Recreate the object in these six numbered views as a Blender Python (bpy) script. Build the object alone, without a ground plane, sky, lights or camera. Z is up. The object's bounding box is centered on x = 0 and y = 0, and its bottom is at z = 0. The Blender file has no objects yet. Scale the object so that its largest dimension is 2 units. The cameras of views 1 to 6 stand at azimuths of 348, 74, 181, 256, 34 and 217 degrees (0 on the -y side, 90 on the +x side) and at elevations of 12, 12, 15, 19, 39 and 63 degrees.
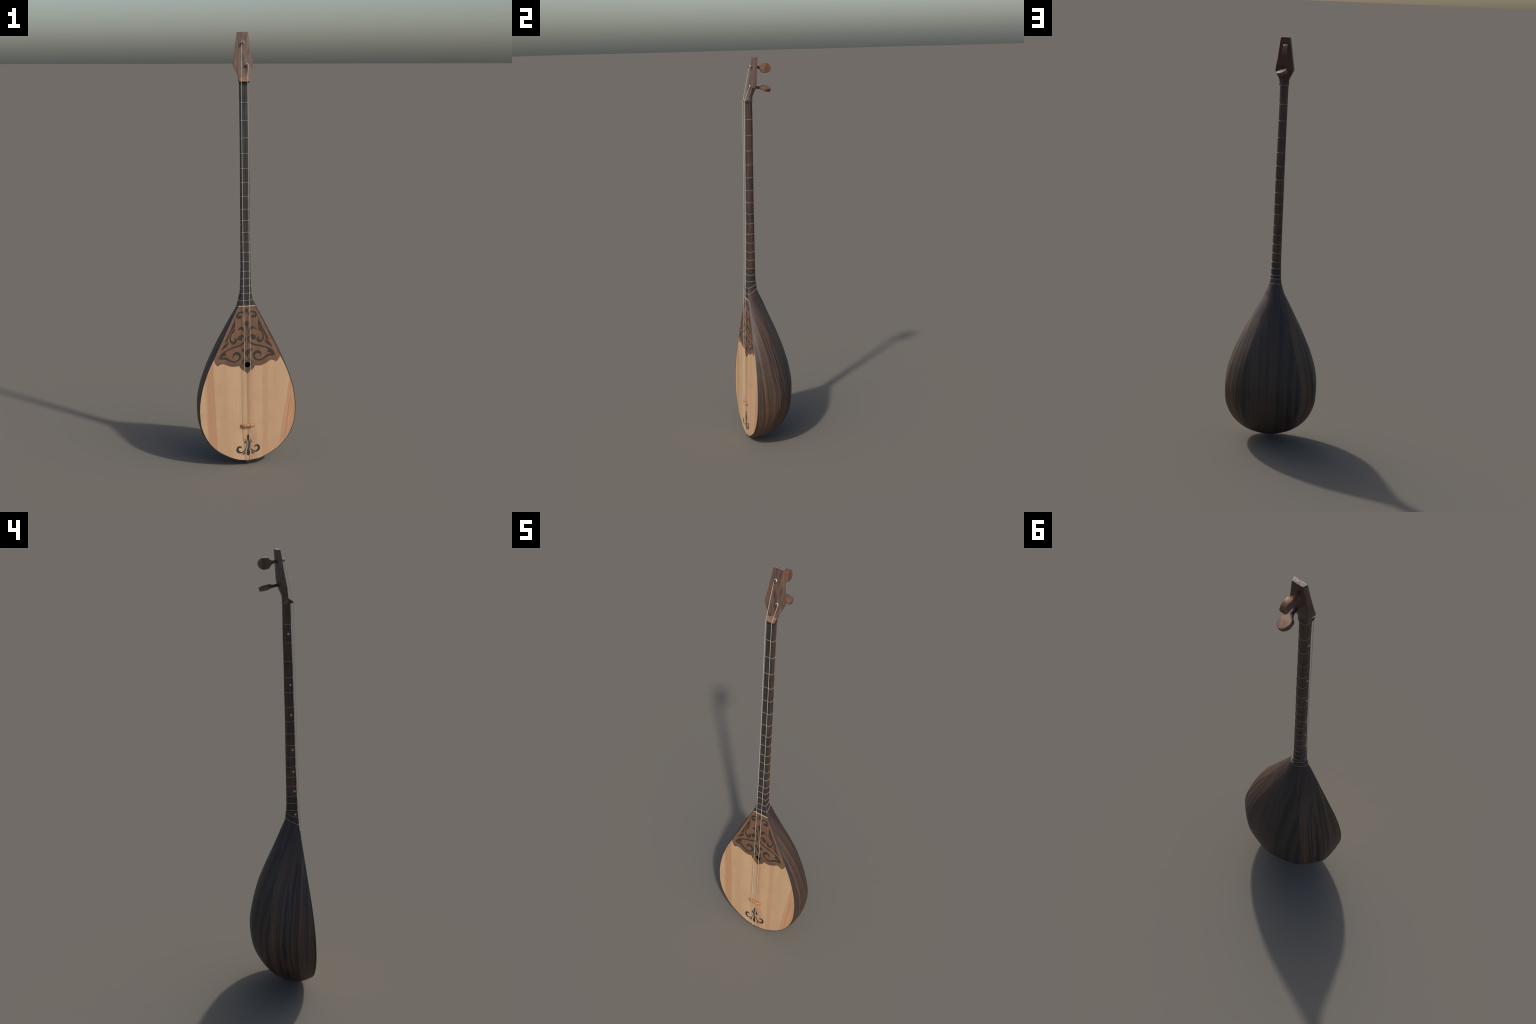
import bpy, bmesh, math, random
from mathutils import Vector, Matrix
rnd = random.Random(11)

# ------------------------------------------------------------------ helpers
def srgb(r, g, b):
    f = lambda c: (c / 255) / 12.92 if c / 255 <= .04045 else ((c / 255 + .055) / 1.055) ** 2.4
    return (f(r), f(g), f(b), 1)

def hermite(x, xs, ys):
    """smooth curve through profile points"""
    n = len(xs)
    if x <= xs[0]: return ys[0]
    if x >= xs[-1]: return ys[-1]
    d = [(ys[i+1]-ys[i])/(xs[i+1]-xs[i]) for i in range(n-1)]
    m = [d[0]] + [(d[i]*(xs[i]-xs[i-1])+d[i-1]*(xs[i+1]-xs[i]))/(xs[i+1]-xs[i-1]) for i in range(1, n-1)] + [d[-1]]
    i = 0
    while x > xs[i+1]: i += 1
    h = xs[i+1]-xs[i]; t = (x-xs[i])/h
    return ((2*t**3-3*t*t+1)*ys[i] + (t**3-2*t*t+t)*h*m[i] + (-2*t**3+3*t*t)*ys[i+1] + (t**3-t*t)*h*m[i+1])

def lerp(x, xs, ys):
    if x <= xs[0]: return ys[0]
    for i in range(len(xs)-1):
        if x <= xs[i+1]:
            return ys[i] + (ys[i+1]-ys[i])*(x-xs[i])/(xs[i+1]-xs[i])
    return ys[-1]

def table(pairs, f=hermite):
    pairs = sorted(pairs)
    xs = [p[0] for p in pairs]; ys = [p[1] for p in pairs]
    return lambda x: f(x, xs, ys)

def link(name, mesh, parent, mat=None, smooth=True, angle=None):
    ob = bpy.data.objects.new(name, mesh)
    bpy.context.scene.collection.objects.link(ob)
    ob.parent = parent
    if mat: mesh.materials.append(mat)
    if smooth:
        mesh.polygons.foreach_set('use_smooth', [True]*len(mesh.polygons))
        if angle is not None: mesh.set_sharp_from_angle(angle=math.radians(angle))
    mesh.update()
    return ob

def new_mesh(name, verts, faces):
    me = bpy.data.meshes.new(name)
    me.from_pydata([tuple(v) for v in verts], [], faces)
    bm = bmesh.new(); bm.from_mesh(me)
    bmesh.ops.remove_doubles(bm, verts=bm.verts, dist=1e-6)
    bmesh.ops.recalc_face_normals(bm, faces=bm.faces)
    bm.to_mesh(me); bm.free()
    return me

def loft(rows, closed_ring=False, cap=False):
    n = len(rows[0]); verts = [p for r in rows for p in r]; faces = []
    for i in range(len(rows)-1):
        for k in range(n if closed_ring else n-1):
            a = i*n+k; b = i*n+(k+1) % n
            faces.append((a, b, b+n, a+n))
    if cap:
        faces.append(tuple(range(n))); faces.append(tuple(range((len(rows)-1)*n, len(rows)*n)))
    return verts, faces

def bevel_mesh(me, width, segs=2, ang=30):
    bm = bmesh.new(); bm.from_mesh(me)
    es = [e for e in bm.edges if len(e.link_faces) == 2 and e.calc_face_angle(0) > math.radians(ang)]
    bmesh.ops.bevel(bm, geom=es, offset=width, segments=segs, profile=.6, affect='EDGES', clamp_overlap=True)
    bm.to_mesh(me); bm.free()

def catmull(pts, sub):
    P = [tuple(2*a-b for a, b in zip(pts[0], pts[1]))] + list(pts) + [tuple(2*a-b for a, b in zip(pts[-1], pts[-2]))]
    out = []
    for i in range(1, len(P)-2):
        for s in range(sub):
            t = s/sub
            out.append(tuple(.5*((2*b)+(c-a)*t+(2*a-5*b+4*c-d)*t*t+(-a+3*b-3*c+d)*t**3)
                             for a, b, c, d in zip(P[i-1], P[i], P[i+1], P[i+2])))
    out.append(tuple(pts[-1]))
    return out

def tube_verts(path, r, seg=8, closed=False):
    path = [Vector(p) for p in path]; n = len(path)
    verts, faces = [], []
    prev = None
    for i, p in enumerate(path):
        if closed: t = path[(i+1) % n]-path[i-1]
        else: t = path[min(i+1, n-1)]-path[max(i-1, 0)]
        t.normalize()
        if prev is None:
            u = t.orthogonal().normalized()
        else:
            u = (prev - t*prev.dot(t)).normalized()
        prev = u; w = t.cross(u)
        rr = r(i/(n-1)) if callable(r) else r
        for k in range(seg):
            a = 2*math.pi*k/seg
            verts.append(p+u*math.cos(a)*rr+w*math.sin(a)*rr)
    for i in range(n if closed else n-1):
        j = (i+1) % n
        for k in range(seg):
            faces.append((i*seg+k, i*seg+(k+1) % seg, j*seg+(k+1) % seg, j*seg+k))
    if not closed:
        faces.append(tuple(range(seg))); faces.append(tuple(range((n-1)*seg, n*seg)))
    return verts, faces

# ------------------------------------------------------------------ node helper
class Nodes:
    def __init__(s, name):
        s.mat = bpy.data.materials.new(name); s.mat.use_nodes = True
        s.t = s.mat.node_tree; s.bsdf = s.t.nodes['Principled BSDF']
        tc = s.t.nodes.new('ShaderNodeTexCoord'); s.pos = tc.outputs['Object']
        sep = s.t.nodes.new('ShaderNodeSeparateXYZ'); s.t.links.new(s.pos, sep.inputs[0])
        s.x, s.y, s.z = sep.outputs
    def put(s, v, sock):
        if isinstance(v, bpy.types.NodeSocket): s.t.links.new(v, sock)
        else: sock.default_value = v
    def m(s, op, a, b=0., c=0.):
        n = s.t.nodes.new('ShaderNodeMath'); n.operation = op
        for v, i in zip((a, b, c), n.inputs): s.put(v, i)
        return n.outputs[0]
    def add(s, a, b): return s.m('ADD', a, b)
    def sub(s, a, b): return s.m('SUBTRACT', a, b)
    def mul(s, a, b): return s.m('MULTIPLY', a, b)
    def step(s, v, lo, hi, a=0., b=1.):
        n = s.t.nodes.new('ShaderNodeMapRange'); n.interpolation_type = 'SMOOTHSTEP'
        s.put(v, n.inputs['Value'])
        n.inputs['From Min'].default_value = lo; n.inputs['From Max'].default_value = hi
        n.inputs['To Min'].default_value = a; n.inputs['To Max'].default_value = b
        return n.outputs[0]
    def band(s, v, a, b, soft_a=.002, soft_b=.002):
        return s.mul(s.step(v, a-soft_a, a+soft_a), s.step(v, b-soft_b, b+soft_b, 1., 0.))
    def vec(s, x, y, z):
        n = s.t.nodes.new('ShaderNodeCombineXYZ')
        for v, i in zip((x, y, z), n.inputs): s.put(v, i)
        return n.outputs[0]
    def noise(s, v, scale=1., detail=3., rough=.5, dist=0.):
        n = s.t.nodes.new('ShaderNodeTexNoise'); s.put(v, n.inputs['Vector'])
        n.inputs['Scale'].default_value = scale; n.inputs['Detail'].default_value = detail
        n.inputs['Roughness'].default_value = rough; n.inputs['Distortion'].default_value = dist
        return n.outputs['Fac']
    def mix(s, f, a, b, mode='MIX'):
        n = s.t.nodes.new('ShaderNodeMix'); n.data_type = 'RGBA'; n.blend_type = mode
        s.put(f, n.inputs[0]); s.put(a, n.inputs[6]); s.put(b, n.inputs[7])
        return n.outputs[2]
    def ramp(s, f, stops):
        n = s.t.nodes.new('ShaderNodeValToRGB'); s.put(f, n.inputs[0]); e = n.color_ramp.elements
        while len(e) < len(stops): e.new(.5)
        for q, (p, c) in zip(e, stops): q.position = p; q.color = c
        return n.outputs[0]
    def done(s, col, rough=.5, bump=None, strength=.2, dist=.001, spec=.5, coat=0.):
        s.put(col, s.bsdf.inputs['Base Color']); s.put(rough, s.bsdf.inputs['Roughness'])
        s.bsdf.inputs['Specular IOR Level'].default_value = spec
        if coat:
            s.bsdf.inputs['Coat Weight'].default_value = coat
            s.bsdf.inputs['Coat Roughness'].default_value = .25
        if bump is not None:
            b = s.t.nodes.new('ShaderNodeBump'); b.inputs['Strength'].default_value = strength
            b.inputs['Distance'].default_value = dist
            s.put(bump, b.inputs['Height']); s.t.links.new(b.outputs[0], s.bsdf.inputs['Normal'])
        return s.mat

def scaled(n, k): return n.vec(*(n.mul(a, kk) for a, kk in zip((n.x, n.y, n.z), k)))

# ------------------------------------------------------------------ materials
def mat_soundboard():
    n = Nodes('spruce_soundboard')
    warp = n.mul(n.sub(n.noise(n.vec(n.mul(n.x, 3), 0., n.mul(n.z, 3)), 1., 2), .5), .006)
    lean = n.sub(n.x, n.mul(n.sub(n.z, .34), .16))          # the outer right piece has slanted grain
    right = n.step(lean, .1868, .1892)
    gx = n.add(n.x, warp)
    fine = n.noise(n.vec(n.mul(gx, 420), 0., n.mul(n.z, 6)), 1., 3, .6)
    mid = n.noise(n.vec(n.mul(gx, 70), 3., n.mul(n.z, 1.6)), 1., 2, .5)
    broad = n.noise(n.vec(n.mul(gx, 14), 7., n.mul(n.z, .8)), 1., 1, .5)
    leang = n.noise(n.vec(n.mul(lean, 200), 9., n.mul(n.z, 3)), 1., 3, .65)
    base = n.ramp(broad, [(.3, srgb(181, 147, 112)), (.7, srgb(193, 160, 124))])
    base = n.mix(n.step(mid, .45, .75, 0., .35), base, srgb(184, 145, 108))
    red = srgb(170, 121, 87)
    left = n.band(n.add(gx, n.mul(n.sub(n.z, .3), .035)), -.1955, -.1545, .010, .0016)
    left = n.mul(left, n.step(broad, .2, .8, .65, 1.))
    base = n.mix(n.mul(left, .75), base, red)
    base = n.mix(n.mul(n.band(gx, .068, .094, .008, .012), .42), base, red)
    base = n.mix(n.mul(n.band(gx, -.001, .018, .0012, .010), n.step(n.z, .08, .3, .35, .55)), base, red)
    low = n.mul(n.band(gx, .006, .040, .004, .006), n.step(n.z, .12, .22, 1., 0.))
    base = n.mix(n.mul(low, .5), base, red)
    rc = n.ramp(leang, [(.33, srgb(158, 108, 75)), (.52, srgb(184, 137, 100)), (.8, srgb(194, 152, 113))])
    base = n.mix(n.mul(right, .9), base, rc)
    base = n.mix(n.step(fine, .48, .74, 0., .26), base, srgb(150, 108, 76))
    blot = n.noise(n.pos, 10., 4, .65)
    base = n.mix(n.step(blot, .45, .7, 0., .28), base, srgb(164, 136, 108))
    mott = n.noise(n.vec(n.mul(n.x, 120), 5., n.mul(n.z, 55)), 1., 2, .6)
    base = n.mix(n.step(mott, .5, .75, 0., .16), base, srgb(200, 160, 130))
    speck = n.noise(n.vec(n.mul(n.x, 160), 2., n.mul(n.z, 150)), 1., 1)
    base = n.mix(n.step(speck, .76, .80, 0., .3), base, srgb(120, 104, 90))
    return n.done(base, .58, fine, .12, .0006, .35)
Nodes.mix_f = lambda s, f, a, b: s.add(s.mul(s.sub(1., f), a), s.mul(f, b))

def mat_bowl(name, seed, kind):
    """one sheet of dark veneer; kind: wall and shoulder grain fans out from the neck, back grain runs straight"""
    n = Nodes(name)
    ang = n.m('ABSOLUTE', n.m('ARCTAN2', n.x, n.add(n.y, .128)))
    side = n.mul(n.step(n.x, -.0005, .0005), 3.7)
    wob = n.mul(n.sub(n.noise(scaled(n, (5, 5, 4)), 1., 2), .5), .14)
    if kind == 'back':
        u = n.add(n.mul(n.x, 6.2), n.mul(wob, .45))
    else:
        u = n.add(n.add(ang, wob), side)
    zz = n.add(n.z, seed)
    g1 = n.noise(n.vec(n.mul(u, 9.5), seed, n.mul(zz, .5)), 1., 1.5, .5)
    g2 = n.noise(n.vec(n.mul(u, 34), seed+4., n.mul(zz, 1.0)), 1., 2.5, .6)
    g3 = n.noise(n.vec(n.mul(u, 120), seed+9., n.mul(zz, 8)), 1., 3, .6)
    v = n.add(n.mul(g1, .40), n.mul(g2, .60))
    col = n.ramp(v, [(.39, srgb(33, 29, 27)), (.455, srgb(50, 41, 36)), (.495, srgb(80, 61, 50)), (.57, srgb(92, 69, 54)), (.68, srgb(116, 82, 58))])
    col = n.mix(n.step(g3, .43, .70, 0., .48), col, srgb(44, 37, 34))
    warm = n.noise(scaled(n, (9, 9, 3)), 1., 2)
    col = n.mix(n.mul(n.step(n.z, .05, .50, 1., .25), n.step(warm, .42, .66, 0., .45)), col, srgb(112, 76, 52))
    dark = {'wall': .18, 'shoulder': .10, 'back': .66}[kind]  # back tinted dark for its shade side, shoulder left lighter for the sunlit strip
    col = n.mix(dark, col, srgb(40, 37, 36))
    col = n.mix(n.step(n.z, .60, .76, 0., .6), col, srgb(52, 43, 44))
    grime = n.noise(n.pos, 26., 4, .65)
    col = n.mix(n.step(grime, .5, .75, 0., .22), col, srgb(64, 54, 48))
    return n.done(col, .52, n.add(g2, n.mul(g3, .4)), .15, .001, .4)

def mat_walnut(name, dark, mid, light, sx=90, ax='z', rough=.5, blotch=.2):
    n = Nodes(name)
    wob = n.mul(n.sub(n.noise(scaled(n, (6, 6, 6)), 1., 2), .5), .012)
    xx = n.add(n.x, wob); yy = n.add(n.y, wob)
    g = n.noise(n.vec(n.mul(xx, sx), n.mul(yy, sx), n.mul(n.z, 4)), 1., 3, .55)
    h = n.noise(n.vec(n.mul(xx, sx*6), n.mul(yy, sx*6), n.mul(n.z, 40)), 1., 3, .6)
    col = n.ramp(g, [(.33, dark), (.48, mid), (.68, light)])
    col = n.mix(n.step(h, .5, .7, 0., .3), col, dark)
    b = n.noise(n.pos, 40., 3)
    col = n.mix(n.step(b, .5, .7, 0., blotch), col, light)
    return n.done(col, rough, h, .15, .0006, .45)

def mat_guard():
    n = Nodes('brown_veneer')
    b = n.noise(n.pos, 14., 4, .6, .6)
    diag = n.noise(n.vec(n.mul(n.add(n.x, n.mul(n.z, .5)), 40), 0., n.mul(n.sub(n.z, n.mul(n.x, .5)), 8)), 1., 3, .6)
    g = n.noise(n.vec(n.mul(n.x, 260), 0., n.mul(n.z, 160)), 1., 2, .6)
    col = n.ramp(n.add(n.mul(b, .6), n.mul(diag, .4)), [(.36, srgb(91, 69, 57)), (.52, srgb(112, 82, 63)), (.68, srgb(126, 91, 67))])
    col = n.mix(n.step(n.m('ABSOLUTE', n.x), .04, .13, 0., .25), col, srgb(140, 96, 68))
    # darker band along the scalloped lower edge
    col = n.mix(n.mul(n.step(n.z, .495, .520, 1., 0.), .5), col, srgb(84, 62, 53))
    col = n.mix(n.step(g, .5, .75, 0., .2), col, srgb(92, 76, 64))
    return n.done(col, .55, g, .08, .0005, .4)

def plain(name, c, rough=.5, spec=.5, var=.12, scale=60., metal=0.):
    n = Nodes(name)
    f = n.noise(n.pos, scale, 3, .6)
    k = 1-var
    col = n.mix(f, (c[0]*k*.9, c[1]*k*.9, c[2]*k*.9, 1), (min(1, c[0]*(1+var)), min(1, c[1]*(1+var)), min(1, c[2]*(1+var)), 1))
    n.bsdf.inputs['Metallic'].default_value = metal
    return n.done(col, rough, f, .05, .0004, spec)

def mat_fingerboard():
    n = Nodes('ebony_fingerboard')
    g = n.noise(n.vec(n.mul(n.x, 260), n.mul(n.y, 120), n.mul(n.z, 8)), 1., 3, .6)
    w = n.noise(scaled(n, (20, 20, 10)), 1., 3)
    col = n.ramp(g, [(.35, srgb(40, 38, 37)), (.65, srgb(58, 54, 52))])
    col = n.mix(n.step(w, .55, .8, 0., .4), col, srgb(88, 83, 80))
    return n.done(col, .5, g, .1, .0004, .45)

M_board, M_guard, M_finger = mat_soundboard(), mat_guard(), mat_fingerboard()
M_bowl, M_shoulder, M_back = mat_bowl('wall_veneer', 1.3, 'wall'), mat_bowl('shoulder_veneer', 5.1, 'shoulder'), mat_bowl('back_veneer', 8.2, 'back')
M_head = mat_walnut('walnut_headstock', srgb(62, 51, 48), srgb(93, 73, 62), srgb(112, 85, 69), 95)
def mat_neck():
    n = Nodes('dark_walnut_neck')
    wob = n.mul(n.sub(n.noise(scaled(n, (5, 5, 6)), 1., 2), .5), .014)
    xx = n.add(n.x, wob); yy = n.add(n.y, wob)
    g = n.noise(n.vec(n.mul(xx, 120), n.mul(yy, 120), n.mul(n.z, 2.5)), 1., 3, .55)
    h = n.noise(n.vec(n.mul(xx, 600), n.mul(yy, 600), n.mul(n.z, 40)), 1., 3, .6)
    patch = n.noise(n.vec(0., 3., n.mul(n.z, 5.5)), 1., 2, .6)
    col = n.ramp(g, [(.34, srgb(42, 32, 29)), (.48, srgb(66, 46, 39)), (.60, srgb(82, 56, 44)), (.74, srgb(120, 80, 48))])
    col = n.mix(n.step(patch, .42, .60, 0., .5), col, srgb(96, 63, 43))
    col = n.mix(n.step(h, .5, .72, 0., .35), col, srgb(40, 31, 29))
    col = n.mix(n.step(n.z, .935, .945, .62, 0.), col, srgb(40, 37, 38))
    return n.done(col, .5, h, .15, .0006, .45)
M_neck = mat_neck()
M_peg = mat_walnut('walnut_peg', srgb(80, 56, 45), srgb(107, 74, 55), srgb(128, 89, 62), 60)
M_nut = mat_walnut('light_walnut_nut', srgb(98, 72, 60), srgb(124, 92, 74), srgb(140, 105, 84), 120)
M_bridge = mat_walnut('honey_bridge_wood', srgb(138, 92, 64), srgb(166, 116, 82), srgb(182, 132, 96), 60)
M_inlay = plain('dark_inlay', srgb(54, 50, 44), .55, .4, .12, 120.)
M_tail_inlay = plain('black_inlay', srgb(50, 46, 42), .55, .4, .12, 120.)
M_bind = plain('black_binding', srgb(48, 47, 48), .5, .45, .15, 40.)
M_bone = plain('pale_bone', srgb(200, 174, 144), .5, .5, .08)
M_thread = plain('fret_thread', srgb(146, 128, 110), .5, .5, .15)
M_string = plain('pale_string', srgb(198, 186, 166), .35, .5, .08)
M_dot = plain('pearl_dot', srgb(184, 176, 154), .4, .5, .1)
M_pin = plain('dark_red_pin', srgb(74, 40, 34), .45, .5, .2)

# ------------------------------------------------------------------ root
lute = bpy.data.objects.new('long_necked_lute', None)
bpy.context.scene.collection.objects.link(lute)
lute['label'] = 'two-stringed long-necked lute with dark bowl, pale soundboard and scroll inlay'
lute['category'] = 'string instrument'

def board_y(z): return -.0942 - .036*(.77-z)      # the soundboard plane leans slightly

# ------------------------------------------------------------------ bowl + neck wood
RIM_Z = [.7695, .70, .64, .58, .52, .47, .43, .39, .35, .317, .28, .243, .207, .174, .14, .107, .08, .06, .041, .028, .0232]
RIM_W = [.0405, .075, .1033, .1325, .161, .185, .1995, .2125, .2213, .2262, .2285, .227, .2232, .2135, .198, .1752, .1485, .119, .084, .049, .012]
arc = [0.]
for i in range(1, len(RIM_Z)):
    arc.append(arc[-1]+math.hypot(RIM_Z[i]-RIM_Z[i-1], RIM_W[i]-RIM_W[i-1]))
arc = [a/arc[-1] for a in arc]
rim_w = lambda s: hermite(s, arc, RIM_W)
rim_z = lambda s: hermite(s, arc, RIM_Z)
# keel line, wall flare, roundness and shoulder height along the rim
KS = [0, .12, .25, .38, .5, .62, .72, .82, .91, .965, 1.]
KEEL_Y = [-.0104, .0215, .0571, .0945, .1225, .1315, .1131, .0544, -.0303, -.0919, -.1180]
KEEL_Z = [.7513, .6739, .5894, .4869, .381, .2805, .1762, .0786, .0236, .0006, .0175]
# five broad ribs: side wall, shoulder, back, shoulder, side wall; their edges A and B in the section
WALL = [.1154, .1018, .0766, .0422, .0301, .0182, .0297, .0491, .0583, .0582, .0552]
A_T = [.586, .5542, .5236, .5095, .5149, .5082, .4637, .4857, .4878, .4363, .3938]
A_X = [.9549, .9655, .9627, .9501, .9594, .9868, 1.0081, 1.0253, 1.0431, .9996, .9664]
B_T = [.8457, .8313, .8276, .8272, .8009, .8169, .864, .8642, .8124, .7767, .7455]
B_X = [.6095, .6097, .6155, .6187, .6409, .6533, .6212, .6603, .6589, .6591, .6629]

def qbez(p, c, q, n):
    return [((1-t)**2*p[0]+2*t*(1-t)*c[0]+t*t*q[0], (1-t)**2*p[1]+2*t*(1-t)*c[1]+t*t*q[1]) for t in (i/n for i in range(n+1))]

def half_bowl(s):
    """(x/half width, depth fraction) from rim to keel, rib edges softly rounded"""
    g = lambda tab: hermite(s, KS, tab)
    ax, at, bx, bt, fl = g(A_X), g(A_T), g(B_X), g(B_T), g(WALL)
    r = lerp(s, [0, .08, .3, .6, .8, 1], [.34, .12, .05, .09, .28, .5])
    wall = lambda u: (1+(ax-1)*u+4*fl*u*(1-u), at*u)
    mid = lambda u: (ax+(bx-ax)*u+.012*4*u*(1-u), at+(bt-at)*u+.012*4*u*(1-u))
    back = lambda u: (bx*max(0., 1-u), 1-(1-bt)*max(0., 1-u)**1.55)
    ra = r*.55
    out = [wall((1-ra)*i/9) for i in range(9)]
    out += qbez(wall(1-ra), (ax, at), mid(r), 8)
    out += [mid(r+(1-2*r)*i/5) for i in range(1, 5)]
    out += qbez(mid(1-r), (bx, bt), back(r*.7), 8)
    out += [back(r*.7+(1-r*.7)*i/9) for i in range(1, 10)]
    return out
NW, NB = 9, 31
def half_section(flare, n, t0):
    out = []
    for i in range(NW):
        t = t0*i/NW
        out.append((1+flare*(1-((t0-t)/t0)**2), t))
    for i in range(NB):
        a = math.pi/2*i/(NB-1)
        out.append(((1+flare)*max(0., math.cos(a))**(2/n), t0+(1-t0)*math.sin(a)**(2/n)))
    out[-1] = (0., 1.)
    return out

def mirror_section(half, w, cx, y0, z0, y1, z1):
    L = [(cx+w*x, y0+(y1-y0)*t, z0+(z1-z0)*t) for x, t in half]
    return L + [(2*cx-x, y, z) for x, y, z in reversed(L[:-1])]

rows = []
NS = 96
for i in range(NS+1):
    s = (i/NS)
    h = half_bowl(s)
    z0 = rim_z(s)
    rows.append(mirror_section(h, rim_w(s), -.001*(1-s), board_y(z0), z0, hermite(s, KS, KEEL_Y), max(.0004, hermite(s, KS, KEEL_Z))))
# neck measurements (by height)
n_half = table([(.741, .056), (.7695, .0449), (.785, .0389), (.80, .0335), (.815, .0295), (.83, .0268), (.85, .0253), (.878, .0243), (.94, .0229), (1.04, .0223), (1.165, .0213), (1.29, .0212), (1.44, .0206), (1.59, .0197), (1.68, .0195), (1.79, .0200)])
n_cx = table([(.74, -.001), (.7695, -.001), (.80, -.0028), (.85, -.0032), (.94, -.0028), (1.2, -.003), (1.44, -.003), (1.6, -.0042), (1.79, -.005)])
n_back = table([(.741, -.0062), (.755, -.0121), (.775, -.0215), (.79, -.0285), (.80, -.0330), (.82, -.0398), (.845, -.0433), (.875, -.0452), (.93, -.0458), (1.07, -.0449), (1.2, -.0437), (1.54, -.0385), (1.76, -.0356), (1.80, -.0362)])
f_front = table([(.768, -.0950), (.80, -.0938), (.9, -.0893), (1.067, -.0838), (1.17, -.0810), (1.467, -.0744), (1.54, -.0722), (1.61, -.0700), (1.76, -.0660), (1.80, -.0652)])
f_half = lambda z: n_half(z) - lerp(z, [.768, .80, .83, .87], [.0046, .0035, .0022, .0020])
n_seam = lambda z: f_front(z) + lerp(z, [.768, .80, .9, 1.2, 1.5, 1.8], [.0012, .0055, .0065, .0065, .0048, .0040])

NECK_HALF = half_section(.05, 2.05, .30)
def neck_outline(k, z):
    """k-th point of the wood outline at height z"""
    n = len(NECK_HALF); kk = k if k < n else 2*n-2-k
    x, t = NECK_HALF[kk]
    y = n_seam(z)+(n_back(z)-n_seam(z))*t
    dx = x*n_half(z)/1.05
    return (n_cx(z)+(dx if k < n else -dx), y)
def neck_row(zf, zb):
    n = len(NECK_HALF); out = []
    for k in range(2*n-1):
        kk = k if k < n else 2*n-2-k
        z = zf+(zb-zf)*NECK_HALF[kk][1]
        x, y = neck_outline(k, z); out.append((x, y, z))
    return out
BOWL_HALF = half_bowl(0)
def heel_row(zf, zb, w):
    """section between the round neck (w=0) and the first bowl section (w=1)"""
    n = len(NECK_HALF); out = []
    for k in range(2*n-1):
        kk = k if k < n else 2*n-2-k
        x = NECK_HALF[kk][0]*(1-w)+BOWL_HALF[kk][0]*w; t = NECK_HALF[kk][1]*(1-w)+BOWL_HALF[kk][1]*w
        z = zf+(zb-zf)*t
        y = n_seam(z)+(n_back(z)-n_seam(z))*t
        dx = x*n_half(z)/(1.05+.05*w)
        out.append((n_cx(z)+(dx if k < n else -dx), y, z))
    return out
heel = [neck_row(.797, .812), heel_row(.792, .801, .22), heel_row(.787, .790, .45), heel_row(.781, .777, .68), heel_row(.775, .764, .86)]
v, f = loft(heel + rows)
bowl = link('bowl', new_mesh('bowl', v, f), lute, M_bowl)
bowl.data.materials.append(M_shoulder); bowl.data.materials.append(M_back)
m = len(rows[0]); half_m = (m+1)//2
# the loft keeps its face order, so each rib takes its own sheet of veneer
for p in bowl.data.polygons:
    k = p.index % (m-1)
    k = min(k, m-2-k)
    p.material_index = 0 if k < 13 else 1 if k < 25 else 2
zs = [.805+(1.7805-.805)*i/90 for i in range(91)]
neck_rows = [heel[0]] + [neck_row(z, z+max(0, .012*(1-(z-.797)/.05))) for z in zs]
v, f = loft(neck_rows)
f.append(tuple(range(len(v)-len(neck_rows[0]), len(v))))
neck = link('neck', new_mesh('neck', v, f), lute, M_neck, angle=50)

# black binding that wraps the rim of the bowl
brow = []
for sgn in (1,):
    seq = [(i/160) for i in range(161)]
    full = [(s, 1) for s in seq] + [(s, -1) for s in reversed(seq)]
    for s, sg in full:
        z0 = rim_z(s); w = rim_w(s); y0 = board_y(z0)
        ky, kz = hermite(s, KS, KEEL_Y), hermite(s, KS, KEEL_Z)
        # outward direction in the soundboard plane
        s0, s1 = max(0, s-.006), min(1, s+.006)
        tx, tz = rim_w(s1)-rim_w(s0), rim_z(s1)-rim_z(s0)
        l = math.hypot(tx, tz); nx, nz = -tz/l, tx/l
        if s > .985: nx, nz = nx*(1-s)/.015, -1.
        d = lerp(s, [0, .12, .3, .6, 1.], [.0085, .0055, .0034, .0030, .0046])
        dep = math.hypot(ky-y0, kz-z0) or 1.
        vy, vz = (ky-y0)/dep, (kz-z0)/dep
        if s > .97:
            vy, vz = 1., 0.
        tt = min(.5, d/(dep*hermite(s, KS, A_T))) if s < .97 else .06
        ww = w*(1+(hermite(s, KS, A_X)-1)*tt+4*hermite(s, KS, WALL)*tt*(1-tt))
        e = .0007
        off = lambda o: (sg*(w+nx*o)-.001*(1-s), z0+nz*o)
        ox, oz = off(e); ix, iz = off(-.0017)
        brow.append([(ix, y0+.0025, iz), (ix, y0-.0013, iz), (ox-sg*.0004*nx, y0-.0013, oz), (ox, y0-.0009, oz),
                     (sg*(ww+nx*e)-.001*(1-s), y0+vy*d, z0+vz*d+nz*e), (sg*(ww-nx*.001)-.001*(1-s), y0+vy*(d+.0004), z0+vz*d-nz*.001)])
v, f = loft(brow)
binding = link('rim_binding', new_mesh('rim_binding', v, f), bowl, M_bind, angle=40)

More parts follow.
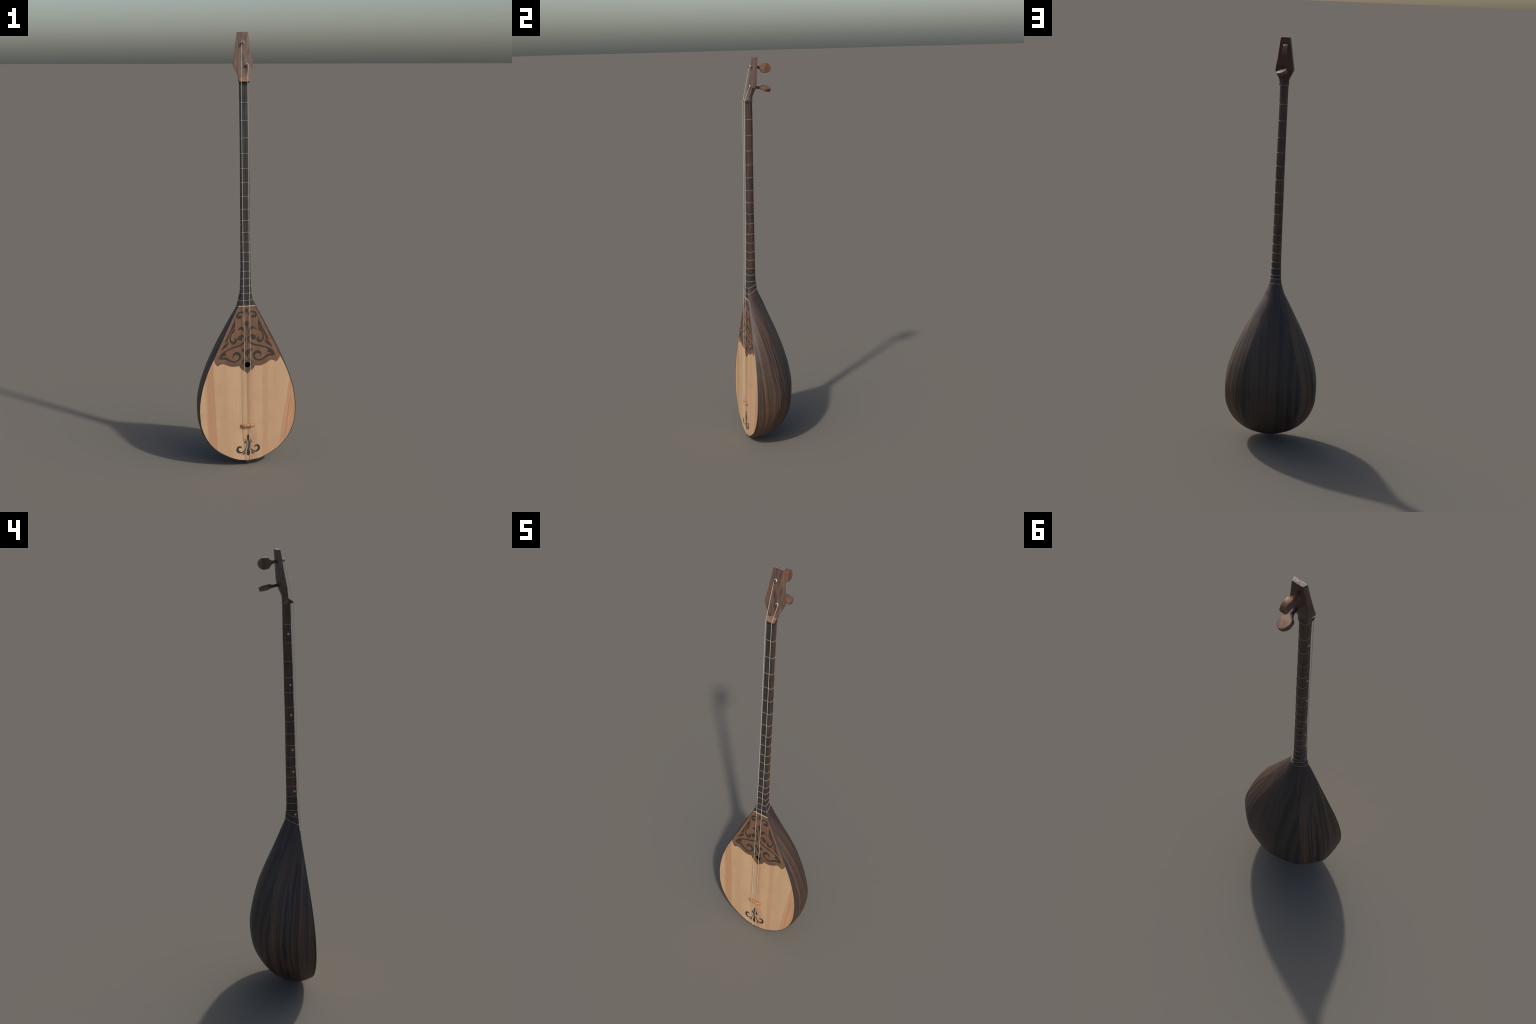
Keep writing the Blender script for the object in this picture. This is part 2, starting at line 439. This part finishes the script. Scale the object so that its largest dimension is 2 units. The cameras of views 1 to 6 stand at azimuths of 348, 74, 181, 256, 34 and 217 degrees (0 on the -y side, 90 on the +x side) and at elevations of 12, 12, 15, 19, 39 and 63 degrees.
# ------------------------------------------------------------------ flat plates on the soundboard
def plate(name, loops, parent, mat, lift, thick, bevel=0.):
    """closed outlines in (x, z); filled, extruded, laid on the soundboard plane"""
    cu = bpy.data.curves.new(name+'_curve', 'CURVE'); cu.dimensions = '2D'; cu.fill_mode = 'BOTH'
    cu.extrude = thick/2
    for lp in loops:
        sp = cu.splines.new('POLY'); sp.points.add(len(lp)-1); sp.use_cyclic_u = True
        for q, (a, b) in zip(sp.points, lp): q.co = (a, b, 0, 1)
    tmp = bpy.data.objects.new(name+'_tmp', cu); bpy.context.scene.collection.objects.link(tmp)
    dg = bpy.context.evaluated_depsgraph_get()
    me = bpy.data.meshes.new_from_object(tmp.evaluated_get(dg))
    bpy.data.objects.remove(tmp); bpy.data.curves.remove(cu)
    me.materials.clear(); me.name = name
    for vt in me.vertices:
        x, z, h = vt.co
        vt.co = (x, board_y(z)-lift-h+thick/2, z)
    bm = bmesh.new(); bm.from_mesh(me)
    bmesh.ops.remove_doubles(bm, verts=bm.verts, dist=1e-6)
    bmesh.ops.recalc_face_normals(bm, faces=bm.faces)
    bm.to_mesh(me); bm.free()
    return link(name, me, parent, mat, angle=30)

def circle(cx, cz, rx, rz, n=40): return [(cx+rx*math.cos(2*math.pi*i/n), cz+rz*math.sin(2*math.pi*i/n)) for i in range(n)]

inset = .0012
outline = []
for i in range(161):
    s = i/160; outline.append((max(0, rim_w(s)-inset)-.001*(1-s), rim_z(s)+(inset if s > .9 else 0)*(s-.9)*10))
outline = outline + [(-x-.002*(1-i/160), z) for i, (x, z) in reversed(list(enumerate(outline)))]
outline[0] = (outline[0][0], .768); outline[-1] = (outline[-1][0], .768)
HOLE = (-.0015, .4893)
board = plate('soundboard', [outline, circle(*HOLE, .0140, .0145)], lute, M_board, .0004, .004)

# guard veneer with scalloped lower edge
guard_r = [(.1549, .5256), (.1496, .5121), (.1364, .4960), (.1275, .5022), (.1165, .5058), (.1055, .5043), (.0917, .4952), (.0752, .4866), (.0559, .4820), (.0355, .4851), (.0285, .4731), (.0202, .4654), (.0092, .4579), (-.0008, .4466)]
guard_l = [(-.1527, .5033), (-.1407, .4895), (-.1315, .4968), (-.118, .5000), (-.105, .4962), (-.0911, .4896), (-.067, .4831), (-.0405, .4858), (-.0318, .4731), (-.0208, .4635), (-.0118, .4568)]
def scallops(pts, cusps):
    """smooth arcs between cusp points"""
    out = []; start = 0
    for c in cusps+[len(pts)-1]:
        out += catmull(pts[start:c+1], 6)[:-1] if c > start+1 else pts[start:c]
        start = c
    return out + [pts[-1]]
w_at = lambda z: hermite(-z, [-a for a in RIM_Z], RIM_W)
zr = [.7665-(.7665-.541)*i/14 for i in range(15)]
zl = [.7665-(.7665-.522)*i/14 for i in range(15)]
right = [(w_at(z)-.0016-.001*max(0, (z-.5)/.27), z) for z in zr] + scallops(guard_r, [2, 9])
left = [(-w_at(z)+.0016-.001*max(0, (z-.5)/.27), z) for z in zl] + scallops(guard_l, [1, 7])
gl = right + list(reversed(left))
guard = plate('pickguard', [gl, circle(*HOLE, .0140, .0145)], board, M_guard, .0010, .0012)

# brown lining of the sound hole
lr = []
for k in range(49):
    a = 2*math.pi*k/48; c, q = math.cos(a), math.sin(a)
    z = HOLE[1]+.0145*q; y = board_y(z)
    o, i_ = 1.0, .955
    lr.append([(HOLE[0]+.0140*c*r, y-dy, HOLE[1]+.0145*q*r) for r, dy in ((.998, .0012), (i_, .0012), (i_, -.0045), (.998, -.0045))])
v, f = loft(lr)
link('sound_hole_lining', new_mesh('sound_hole_lining', v, f), board, plain('hole_lining', srgb(104, 66, 40), .6, .3, .2), angle=40)

# ------------------------------------------------------------------ scroll inlays (brush strokes with varying width)
CX_TOP, CX_TAIL = -.003, -.0018
def stroke_mesh(pts, xc, side, shear, lift):
    c = catmull([(a, b, w*1.13 if w > 1 else w) for a, b, w in pts], 8)
    vs, fs = [], []
    n = len(c)
    for i, (a, b, w) in enumerate(c):
        p, q = c[max(0, i-1)], c[min(n-1, i+1)]
        tx, tz = q[0]-p[0], q[1]-p[1]; l = math.hypot(tx, tz) or 1
        nx, nz = -tz/l*max(w, .3)/2, tx/l*max(w, .3)/2
        up = lift + .00012*i/n
        for sx in (1, -1):
            X, Z = (a+nx*sx)*.001, (b+nz*sx)*.001
            Z += shear*abs(X)
            for hh in (up, up-.0006):
                vs.append((xc+side*X, board_y(Z)-hh, Z))
    for i in range(n-1):
        a = 4*i; b = a+4
        fs += [(a, a+2, b+2, b), (a, b, b+1, a+1), (a+2, a+3, b+3, b+2)]
    # round end caps are tapered strokes, so only close the ends
    fs += [(0, 1, 3, 2), (4*n-4, 4*n-2, 4*n-1, 4*n-3)]
    return vs, fs

def add_strokes(kind, pts, xc, parent, mat, lift, shear_r, shear_l, dx):
    pts = [(a+dx, b, w) for a, b, w in pts]
    for side, sh in ((1, shear_r), (-1, shear_l)):
        v, f = stroke_mesh(pts, xc, side, sh, lift)
        me = bpy.data.meshes.new(kind); me.from_pydata(v, [], f)
        bm = bmesh.new(); bm.from_mesh(me); bmesh.ops.recalc_face_normals(bm, faces=bm.faces); bm.to_mesh(me); bm.free()
        # keep the strip facing outward (-y)
        link(kind, me, parent, mat, smooth=False)

scrolls = {
    'top_scroll': [(10.2, 722.4, .7), (12.3, 731.6, 4.0), (18.2, 739.0, 6.4), (27.2, 740.4, 7.1), (39.2, 736.8, 8.5), (46.0, 727.5, 8.8), (44.6, 718.6, 10.0), (37.2, 716.4, 11.5), (31.5, 718.4, 10.5), (27.5, 720.8, 6)],
    'bird_leaf': [(47.7, 656.0, .6), (37.8, 662.2, 5.0), (28.1, 665.1, 11.5), (20.6, 661.2, 10.5), (15.5, 651.8, 7.1), (11.1, 641.7, 4.3), (7.4, 631.6, .7)],
    'branch_scroll': [(30.5, 613.6, 8), (36.5, 614.3, 13), (37.8, 621.6, 10.5), (30.0, 628.0, 8.8), (19.5, 628.5, 7.8), (11.3, 620.4, 7.4), (9.9, 608.2, 6.4), (13.8, 598.6, 5.7), (18.5, 593.8, 7.0), (30.0, 586.7, 6.6), (47.7, 579.6, 5.9), (68.0, 574.1, 5.4), (89.7, 566.2, 5.4), (104.6, 558.3, 6.1), (116.9, 547.5, 9.6), (123.1, 539.0, 12.1), (129.9, 531.2, 7.0), (136.0, 526.2, .8)],
    'corner_scroll': [(133.2, 519.1, .8), (122.6, 525.3, 7.0), (111.8, 526.6, 9.2), (101.1, 524.3, 9.2), (90.4, 518.1, 8.4), (79.7, 511.5, 7.7), (66.2, 506.8, 6.6), (51.3, 508.9, 6.6), (40.4, 516.4, 7.9), (35.2, 528.4, 9.2), (39.4, 541.0, 11.2), (50.1, 547.0, 12.4), (60.3, 544.8, 10.5), (66.5, 537.0, 6.1), (68.7, 522.4, .6)],
    'side_leaf': [(57.1, 713.8, .6), (58.8, 697.3, 4.3), (62.3, 684.0, 10.2), (66.9, 673.7, 9.0), (73.0, 661.5, 7.1), (81.2, 648.0, 6.0), (88.8, 631.6, 6.1), (94.4, 616.9, 7.9), (99.2, 606.3, 7.4), (106.5, 597.0, .6)],
    'inner_scroll': [(56.5, 668.6, .6), (61.8, 660.6, 6.0), (66.4, 651.8, 7.8), (74.8, 639.5, 5.4), (79.8, 626.2, 5.4), (80.0, 612.6, 6.0), (74.6, 601.6, 8.8), (65.6, 597.0, 10.6), (56.6, 602.0, 11.0), (53.5, 610.2, 8.6), (57.1, 616.4, 5.4), (62.4, 618.0, .6)],
    'small_leaf': [(87.5, 604.9, .5), (92.0, 595.7, 6.4), (100.2, 588.0, 11.2), (108.3, 579.7, 9.6), (117.2, 571.4, 5.1), (123.4, 559.9, .5)],
    'hole_tendril': [(17.1, 533.4, .5), (16.0, 520.9, 5.0), (20.6, 508.2, 5.0), (23.5, 493.9, .6)],
    'hole_bud': [(3.6, 509.7, .6), (9.5, 511.5, 4.2), (13.0, 514.5, 1)],
    'bud_lobe': [(11.1, 561.2, 9.5), (16.5, 560.2, 13.0), (21.6, 559.1, 11.2), (24.8, 558.7, 4)],
}
for i, (k, p) in enumerate(scrolls.items()):
    add_strokes(k, p, CX_TOP, guard, M_inlay, .0014+.00013*(i % 3), .047, 0., -2.5)
for a, b, r in ((28.6, 617.3, 8.2), (30.2, 718.6, 7.6), (17.2, 559.8, 6.6)):
    for side, sh in ((1, .047), (-1, 0.)):
        zc = b*.001+sh*a*.001
        plate('scroll_bulb', [circle(CX_TOP+side*a*.001, zc, r*.001, r*.001, 28)], guard, M_inlay, .00200, .0006)
tail_scrolls = {
    'tail_scroll': [(10.4, 132.5, .5), (9.5, 124.3, 4.5), (8.8, 114.4, 7.2), (6.2, 102.5, 4.8), (6.5, 93.7, 4.2), (9.0, 82.4, 4.2), (14.3, 74.2, 4.6), (21.8, 68.2, 5.0), (31.5, 64.9, 5.4), (40.7, 66.9, 7.5), (47.8, 73.5, 9.9), (50.0, 82.1, 9.4), (46.8, 91.0, 9.0), (39.3, 94.4, 6.5), (32.8, 91.4, 5.2), (29.3, 85.0, .6)],
    'tail_leaf': [(12.6, 67.1, .5), (16.9, 60.6, 5.5), (21.7, 56.8, 6.0), (29.0, 56.2, .5)],
}
for k, p in tail_scrolls.items():
    add_strokes(k, p, CX_TAIL, board, M_tail_inlay, .0009, 0., -.06, 1.3)

def sym(pts, xc):
    r = [(xc+a*.001, b*.001) for a, b in pts]
    return r + [(2*xc-x, z) for x, z in reversed(r) if abs(x-xc) > 1e-5]
buds = {
    'top_bud': [(0, 760.5), (2.6, 755.0), (8.6, 750.1), (6.1, 744.2), (2.2, 737.7), (0, 732.1)],
    'centre_bud': [(0, 701.0), (4.4, 696.1), (10.6, 688.9), (8.2, 680.8), (3.6, 672.7), (1.6, 663.8), (0, 648.5)],
    'heart_bud': [(0, 565.5), (4.6, 555.8), (13.0, 552.1), (11.0, 544.7), (5.4, 536.9), (0, 527.2)],
}
for k, p in buds.items():
    plate(k, [sym(p, CX_TOP+(.0010 if k == 'heart_bud' else 0))], guard, M_inlay, .00185, .0006)
spear = [(0, 152.2), (2.5, 149.5), (4.6, 144), (5.3, 137), (4.6, 129), (2.8, 120), (1.5, 110), (1.3, 99), (2.6, 86), (5.4, 74), (8.5, 61.5), (7.8, 53.2), (0, 45.2)]
plate('tail_spear', [sym(spear, CX_TAIL)], board, M_tail_inlay, .0012, .0006)
for sg, dz in ((1, 0), (-1, -.0015)):   # thorn on each side of the spear
    tri = [(CX_TAIL+sg*a*.001, b*.001+dz) for a, b in [(10.5, 122), (14.5, 119.5), (17.5, 116.2), (22.0, 115.2), (16.5, 113.0), (13, 109), (9, 106)]]
    plate('tail_thorn', [tri], board, M_tail_inlay, .00125, .0006)
for side, sh in ((1, .047), (-1, 0.)):  # barbs on the branch ends and leaves
    for bar in ([(103, 556), (101.5, 548), (98.5, 538.5), (106, 540.5), (114, 537), (122, 532), (120, 543), (112, 553)],
                [(59, 690), (57, 680), (55.0, 671.5), (62, 671), (66, 676)],
                [(64, 655), (58.5, 649.5), (66, 647), (70, 648)],
                [(101, 591), (110, 590.0), (109, 582)]):
        pts = [(CX_TOP+side*(a-2.5)*.001, b*.001+sh*a*.001) for a, b in bar]
        plate('leaf_barb', [pts], guard, M_inlay, .00195, .0006)

# pale strip where the fingerboard meets the veneer
def box(name, x0, x1, y0, y1, z0, z1, parent, mat, bev):
    vs = [(x, y, z) for z in (z0, z1) for y in (y0, y1) for x in (x0, x1)]
    fs = [(0, 1, 3, 2), (4, 5, 7, 6), (0, 1, 5, 4), (2, 3, 7, 6), (0, 2, 6, 4), (1, 3, 7, 5)]
    me = new_mesh(name, vs, fs); bevel_mesh(me, bev, 2)
    return link(name, me, parent, mat, angle=40)
box('end_strip', -.0408, .0384, -.0968, -.0925, .7665, .7698, board, M_bone, .0004)

# ------------------------------------------------------------------ fingerboard
frow = []
nz = 140
for i in range(nz+1):
    z = .7698+(1.786-.7698)*i/nz
    hf, yf, ys, cx = f_half(z), f_front(z), n_seam(z), n_cx(z)
    hs = n_half(z)/1.05+.0006
    wave = .0003*math.sin(z*61)+.0003*math.sin(z*23+1)
    r = min(.0016, (ys-yf)*.45)
    yf += wave
    half = [(0, yf), (hf*.5, yf), (hf-r*1.4, yf+.0001), (hf-r*.4, yf+r*.35), (hf, yf+r), (hs, ys+.0002), (hs-.003, ys+.0012)]
    frow.append([(cx-x, y, z) for x, y in reversed(half)] + [(cx+x, y, z) for x, y in half[1:]])
v, f = loft(frow); n0 = len(frow[0])
f += [tuple(range(n0)), tuple(range(nz*n0, (nz+1)*n0))]
fingerboard = link('fingerboard', new_mesh('fingerboard', v, f), neck, M_finger, angle=35)

def f_point(u, z):
    """u in -1..1 across the fingerboard front"""
    return (n_cx(z)+u*f_half(z), f_front(z))

# ------------------------------------------------------------------ tied frets
FRETS = [1.6937, 1.6145, 1.5368, 1.4668, 1.4012, 1.3363, 1.2738, 1.2162, 1.1642, 1.111, 1.066, 1.0183, .975, .931, .896, .862, .8275, .7955]
def loop_path(zf, zb, slant, grow):
    pts = []
    depth = lambda z: n_back(z)-f_front(z)
    for u in (0, .3, .6, .88):
        z = zf+slant*u; x, y = f_point(u, z); pts.append((x, y-grow-.0004, z))
    z = zf+slant; pts.append((n_cx(z)+f_half(z)+grow*.7, f_front(z)+.0005, z))
    n = len(NECK_HALF)
    for k in range(0, 2*n-1):
        kk = k if k < n else 2*n-2-k
        t = NECK_HALF[kk][1]; u = 1-k/(n-1)
        z = zf+(zb-zf)*min(1, t*1.05)**.9+slant*u
        x, y = neck_outline(k, z); cx = n_cx(z); cy = (n_back(z)+n_seam(z))/2
        d = Vector((x-cx, y-cy)); l = d.length; d = d*(1+(grow+.0004)/l)
        pts.append((cx+d.x, cy+d.y, z))
    z = zf-slant; pts.append((n_cx(z)-f_half(z)-grow*.7, f_front(z)+.0005, z))
    for u in (-.88, -.6, -.3):
        z = zf+slant*u; x, y = f_point(u, z); pts.append((x, y-grow-.0004, z))
    return pts
backs = []
for i, z in enumerate(FRETS):
    zb = z + rnd.uniform(-.002, .002) + {16: .0175, 17: .0265}.get(i, 0)
    sl = rnd.uniform(-.0006, .0008) + (.0018 if i == 17 else .0006 if i == 16 else 0)
    v, f = tube_verts(loop_path(z, zb, sl, .0002), .00105, 8, closed=True)
    link('fret', new_mesh('fret', v, f), neck, M_thread)
    backs.append(zb)
# thread that runs from fret to fret down the back of the neck
tx = [-.006, -.0075, -.002, -.007, -.004, -.0025, -.0038, -.004, -.0026, .0008, .0007, .0035, .0045, .0013, -.0013, -.0029, -.0017, .0015, .004]
tz = [1.779] + backs
path = []
for i in range(len(tz)-1):
    for s in range(6):
        t = s/6; z = tz[i]+(tz[i+1]-tz[i])*t; x = tx[i]+(tx[i+1]-tx[i])*t
        q = (x-n_cx(z))/n_half(z)
        path.append((x, n_back(z)+.0006-.5*(n_half(z))*q*q*1.1, z))
v, f = tube_verts(path, lambda t: .0006 if t < .945 else .0014, 6)
link('back_thread', new_mesh('back_thread', v, f), neck, plain('dull_thread', srgb(104, 96, 90), .5))
# position dots on the bass side
dm = bpy.data.meshes.new('position_dot'); bm = bmesh.new()
bmesh.ops.create_cone(bm, cap_ends=True, segments=24, radius1=.0049, radius2=.0046, depth=.0022); bm.to_mesh(dm); bm.free()
for z, y in [(1.6533, -.0548), (1.434, -.0608), (1.3017, -.0645), (1.1436, -.0688), (1.0439, -.0712), (.9524, -.0765), (.8432, -.0795)]:
    ob = link('position_dot', dm if not dm.users else dm, neck, None, smooth=False)
    if not dm.materials: dm.materials.append(M_dot)
    # outward surface normal of the neck side there
    best = min(range(len(NECK_HALF), 2*len(NECK_HALF)-1), key=lambda k: abs(neck_outline(k, z)[1]-y))
    x0, y0 = neck_outline(best, z); x1, y1 = neck_outline(best-1, z)
    nrm = Vector((-(y0-y1), (x0-x1), 0)).normalized()
    if nrm.x > 0: nrm = -nrm
    ob.matrix_world = Matrix.Translation((x0, y0, z)) @ nrm.to_track_quat('Z', 'X').to_matrix().to_4x4()

# ------------------------------------------------------------------ headstock
h_half = table([(1.776, .0198), (1.79, .0206), (1.80, .0218), (1.812, .0262), (1.83, .0348), (1.8505, .0458), (1.862, .0449), (1.9125, .0367), (1.94, .0333), (1.997, .0258)], lerp)
h_cx = table([(1.776, -.005), (1.80, -.0040), (1.85, -.0036), (1.92, -.0032), (2.0, -.0022)], lerp)
h_front = table([(1.776, -.0640), (1.79, -.0600), (1.80, -.0572), (1.85, -.0458), (1.91, -.0360), (2.0, -.0240)])
h_back = table([(1.776, -.0345), (1.79, -.0362), (1.808, -.0357), (1.82, -.0325), (1.83, -.0287), (1.848, -.0235), (1.866, -.0198), (1.92, -.0142), (2.0, -.0072)])
hz = [1.776, 1.783, 1.79, 1.797, 1.803, 1.809, 1.815, 1.821, 1.827, 1.833, 1.839, 1.845, 1.8485, 1.8505, 1.8535, 1.862, 1.88, 1.90, 1.92, 1.94, 1.96, 1.98, 1.992, 1.9965, 1.9988]
hrows = []
for z in hz:
    hw, cx, yf, yb = h_half(z), h_cx(z), h_front(z), h_back(z)
    if z > 1.99: hw -= (z-1.99)**2*14
    rb = lerp(z, [1.776, 1.80, 1.84, 1.87], [.015, .012, .005, .0018])
    rf = .0016
    ring = []
    for (sx, sy, r) in ((1, -1, rf), (1, 1, rb), (-1, 1, rb), (-1, -1, rf)):
        r = min(r, (yb-yf)*.48, hw*.8)
        hw_ = hw-(lerp(z, [1.80, 1.85], [0, .0042]) if sy > 0 else 0)
        ccx, ccy = cx+sx*(hw_-r), (yf+r if sy < 0 else yb-r)
        a0 = {(1, -1): -90, (1, 1): 0, (-1, 1): 90, (-1, -1): 180}[(sx, sy)]
        for k in range(6):
            a = math.radians(a0+90*k/5); ring.append((ccx+r*math.cos(a), ccy+r*math.sin(a), z))
    hrows.append(ring)
crown = [(h_cx(2.)+(x-h_cx(2.))*.55, -.0156+(y+.0156)*.5, 2.0) for x, y, z in hrows[-1]]
hrows.append(crown)
v, f = loft(hrows, closed_ring=True, cap=True)
head = link('headstock', new_mesh('headstock', v, f), lute, M_head, angle=28)
# end-grain cap, worn grey
n = Nodes('end_grain')
e1 = n.noise(scaled(n, (110, 300, 100)), 1., 3, .6)
M_end = n.done(n.ramp(e1, [(.35, srgb(78, 66, 62)), (.55, srgb(122, 110, 106)), (.8, srgb(156, 146, 142))]), .6, e1, .4, .001)
head.data.materials.append(M_end)
head.data.materials.append(M_neck)
for p in head.data.polygons:
    if p.center.z > 1.9986: p.material_index = 1
    elif p.normal.y > .5: p.material_index = 2  # rear faces take the darker neck wood, baking in the shade behind the head

# nut: wedge over the neck joint
prof = [(-.0575, 1.8000), (-.0755, 1.7882), (-.0775, 1.7865), (-.0772, 1.7838), (-.0665, 1.7795), (-.056, 1.779)]
nrows = []
for x in (-.0265, -.0262, -.020, -.008, .004, .014, .0193, .0197):
    edge = .0008 if x in (-.0265, .0197) else 0
    nrows.append([(x, y+(edge if i in (1, 2, 3) else 0), z-(edge if i < 2 else 0)) for i, (y, z) in enumerate(prof)])
v, f = loft(nrows, closed_ring=True, cap=True)
nut = link('nut', new_mesh('nut', v, f), head, M_nut, angle=25)
nut.data.materials.append(M_neck)
for p in nut.data.polygons:
    if abs(p.normal.x) > .6 or p.normal.z < -.3: p.material_index = 1
for y, z, k in ((-.0772, 1.7845, 'nut_edge'),):
    vs = [(-.0258, -.0779, 1.7852), (.019, -.0779, 1.7852), (.019, -.0776, 1.7832), (-.0258, -.0776, 1.7832),
          (-.0258, -.068, 1.7793), (.019, -.068, 1.7793)]
    vs += [(a, b+.0006, c+.0008) for a, b, c in vs]
    fs = [(0, 1, 2, 3), (3, 2, 5, 4), (0, 6, 7, 1), (4, 5, 11, 10), (0, 3, 9, 6), (3, 4, 10, 9), (1, 7, 8, 2), (2, 8, 11, 5), (6, 9, 8, 7), (9, 10, 11, 8)]
    link(k, new_mesh(k, vs, fs), nut, M_finger, angle=30)
# thread tied above the nut
lp = []
for k in range(48):
    a = 2*math.pi*k/48; c, s = math.cos(a), math.sin(a)
    t = (1-c)/2
    z = 1.8005+(1.780-1.8005)*t
    X = math.copysign(abs(s)**.75, s)*(.0232 if t < .5 else .0220)
    Y = (h_front(z)+h_back(z))/2-.0002 - math.copysign(abs(c)**.8, c)*((h_back(z)-h_front(z))/2+.0004)
    lp.append((h_cx(z)+X, Y, z))
v, f = tube_verts(lp, .0011, 8, closed=True)
link('tie_thread', new_mesh('tie_thread', v, f), head, M_thread)

# ------------------------------------------------------------------ tuning pegs
def peg(front, tilt, roll, drift, thick, tip):
    """front: where the post leaves the face; tilt: drop per metre going back; roll of the paddle"""
    axis = Vector((drift, 1, -tilt)).normalized()
    wdir = Vector((math.sin(roll), 0, math.cos(roll))); wdir = (wdir-axis*wdir.dot(axis)).normalized()
    tdir = axis.cross(wdir)
    F = Vector(front)
    L = (tip-front[1])/axis.y                      # full length
    P = L-.0625                                    # paddle neck start
    prof = [(0, .0068), (.006, .0085), (.011, .0125), (.015, .0175), (.0185, .0215), (.0205, .0228), (.030, .0242), (.038, .0243)]
    for k in range(1, 12):
        a = math.pi/2*k/12; prof.append((.038+.0245*math.sin(a), .0243*math.cos(a)))
    prof.append((.0625, 0.))
    ring = [(a, b) for a, b in prof] + [(a, -b) for a, b in reversed(prof[:-1])]
    th = lambda a: thick/2*lerp(a, [0, .012, .022, .05, .0625], [.62, .80, 1., 1., .88])
    rows_ = []
    for sgn in (1, -1):
        rows_.append([F+axis*(P+a)+wdir*b+tdir*(sgn*th(a)) for a, b in ring])
    m = len(ring)
    vs = rows_[0]+rows_[1]
    fs = [tuple(range(m)), tuple(range(m, 2*m))] + [(i, (i+1) % m, m+(i+1) % m, m+i) for i in range(m)]
    me = new_mesh('peg_handle', vs, fs); bevel_mesh(me, .0012, 2, 40)
    pv, pf = tube_verts([F-axis*.001, F, F+axis*.02, F+axis*.03, F+axis*(P*.8), F+axis*(P+.004)], lambda t: .0046+.0022*t, 16)
    shaft = new_mesh('peg_shaft', pv, pf)
    return me, shaft, axis, F
M_shaft = mat_walnut('dark_peg_shaft', srgb(58, 45, 42), srgb(80, 60, 52), srgb(96, 72, 60), 60)
for fr, roll, tip, w0, sd in (((-.0043, -.0462, 1.9545), -.05, .0655, 0, -1), ((.0122, -.0555, 1.8582), math.radians(110), .0605, 1, 1)):
    tilt = .112 if w0 == 0 else .155
    me, sh, axis, F = peg(fr, tilt, roll, .018 if w0 == 0 else -.060, .0195 if w0 == 0 else .0165, tip)
    pg = link('tuning_peg', me, head, M_peg, angle=40)
    link('peg_shaft', sh, pg, M_shaft, angle=40)
    # string wound on the post
    u = axis.orthogonal().normalized(); w = axis.cross(u)
    coil = []
    for k in range(46):
        a = 2*math.pi*k/20
        coil.append(F+axis*(.0030+.0046*k/45)+(u*math.cos(a)+w*math.sin(a))*(.0058+.0002*math.sin(k)))
    v, f = tube_verts(coil, .0011, 8)
    link('string_winding', new_mesh('string_winding', v, f), pg, M_string)

# ------------------------------------------------------------------ bridge
brows = []
zb0 = .1965
for i in range(33):
    q = -1+2*i/32; a = abs(q)
    x = -.0020+.0330*q
    hgt = .0070+.0064*(1-max(0, (a-.35)/.65)**1.8)
    hz_ = .0071*(1-.16*max(0, (a-.6)/.4)**1.5)
    zc = zb0+.0010*a**2+.0008*q
    yb = board_y(zc)-.0003
    under = .0035*(1-a**2)                        # shallow arch below
    ring = []
    for k in range(14):
        t = 2*math.pi*k/14
        cz = math.copysign(abs(math.cos(t))**.7, math.cos(t)); cy = math.copysign(abs(math.sin(t))**.7, math.sin(t))
        ring.append((x, yb-(hgt+under*0)/2-cy*hgt/2, zc+cz*hz_))
    brows.append(ring)
v, f = loft(brows, closed_ring=True, cap=True)
bridge = link('bridge', new_mesh('bridge', v, f), lute, M_bridge, angle=60)

# ------------------------------------------------------------------ strings
string_y = table([(.199, -.1289), (.235, -.1270), (.345, -.1228), (.425, -.1192), (.59, -.1124), (.783, -.1056), (.90, -.1006), (1.07, -.0950), (1.205, -.0912), (1.37, -.0872), (1.565, -.0836), (1.784, -.0787)])
for pts in ([(-.0103, -.0418, 1.9570), (-.0106, -.0428, 1.9500), (-.0152, -.0608, 1.868), (-.0192, -.0765, 1.7895), (-.0194, -.0784, 1.7862), (-.0194, -.0787, 1.784),
             (-.0165, -.1290, .1975), (-.0163, -.1289, .195), (-.0102, -.1228, .026), (-.0098, -.1212, .0212), (-.0070, -.1185, .0165), (-.0045, -.116, .0145)],
            [(.0178, -.0515, 1.8610), (.0179, -.0525, 1.8535), (.0140, -.0645, 1.822), (.0102, -.0765, 1.7895), (.0099, -.0784, 1.7868), (.0098, -.0787, 1.7845),
             (.0106, -.1292, .1990), (.0105, -.1291, .1965), (.0068, -.1228, .026), (.0066, -.1212, .0207), (.0045, -.1185, .0165), (.0025, -.116, .0145)]):
    path = []
    for a, b in zip(pts[:-1], pts[1:]):
        if (Vector(a)-Vector(b)).length > 1:          # speaking length, it hangs a little toward the neck
            for i in range(60):
                q = Vector(a).lerp(Vector(b), i/60); q.y = min(string_y(q.z), a[1]) if i else a[1]
                path.append(q)
            continue
        k = max(2, int((Vector(a)-Vector(b)).length/.04))
        path += [Vector(a).lerp(Vector(b), i/k) for i in range(k)]
    path.append(Vector(pts[-1]))
    v, f = tube_verts(path, .00095, 8)
    link('string', new_mesh('string', v, f), lute, M_string)
# end pin under the tail
pv, pf = tube_verts([(-.001, -.100, .0145), (-.001, -.112, .0145), (-.001, -.1175, .0145), (-.001, -.1192, .0145)], lambda t: .0052-.0018*(t > .9), 16)
me = new_mesh('end_pin', pv, pf); bevel_mesh(me, .0008, 2, 40)
link('end_pin', me, lute, M_pin, angle=40)
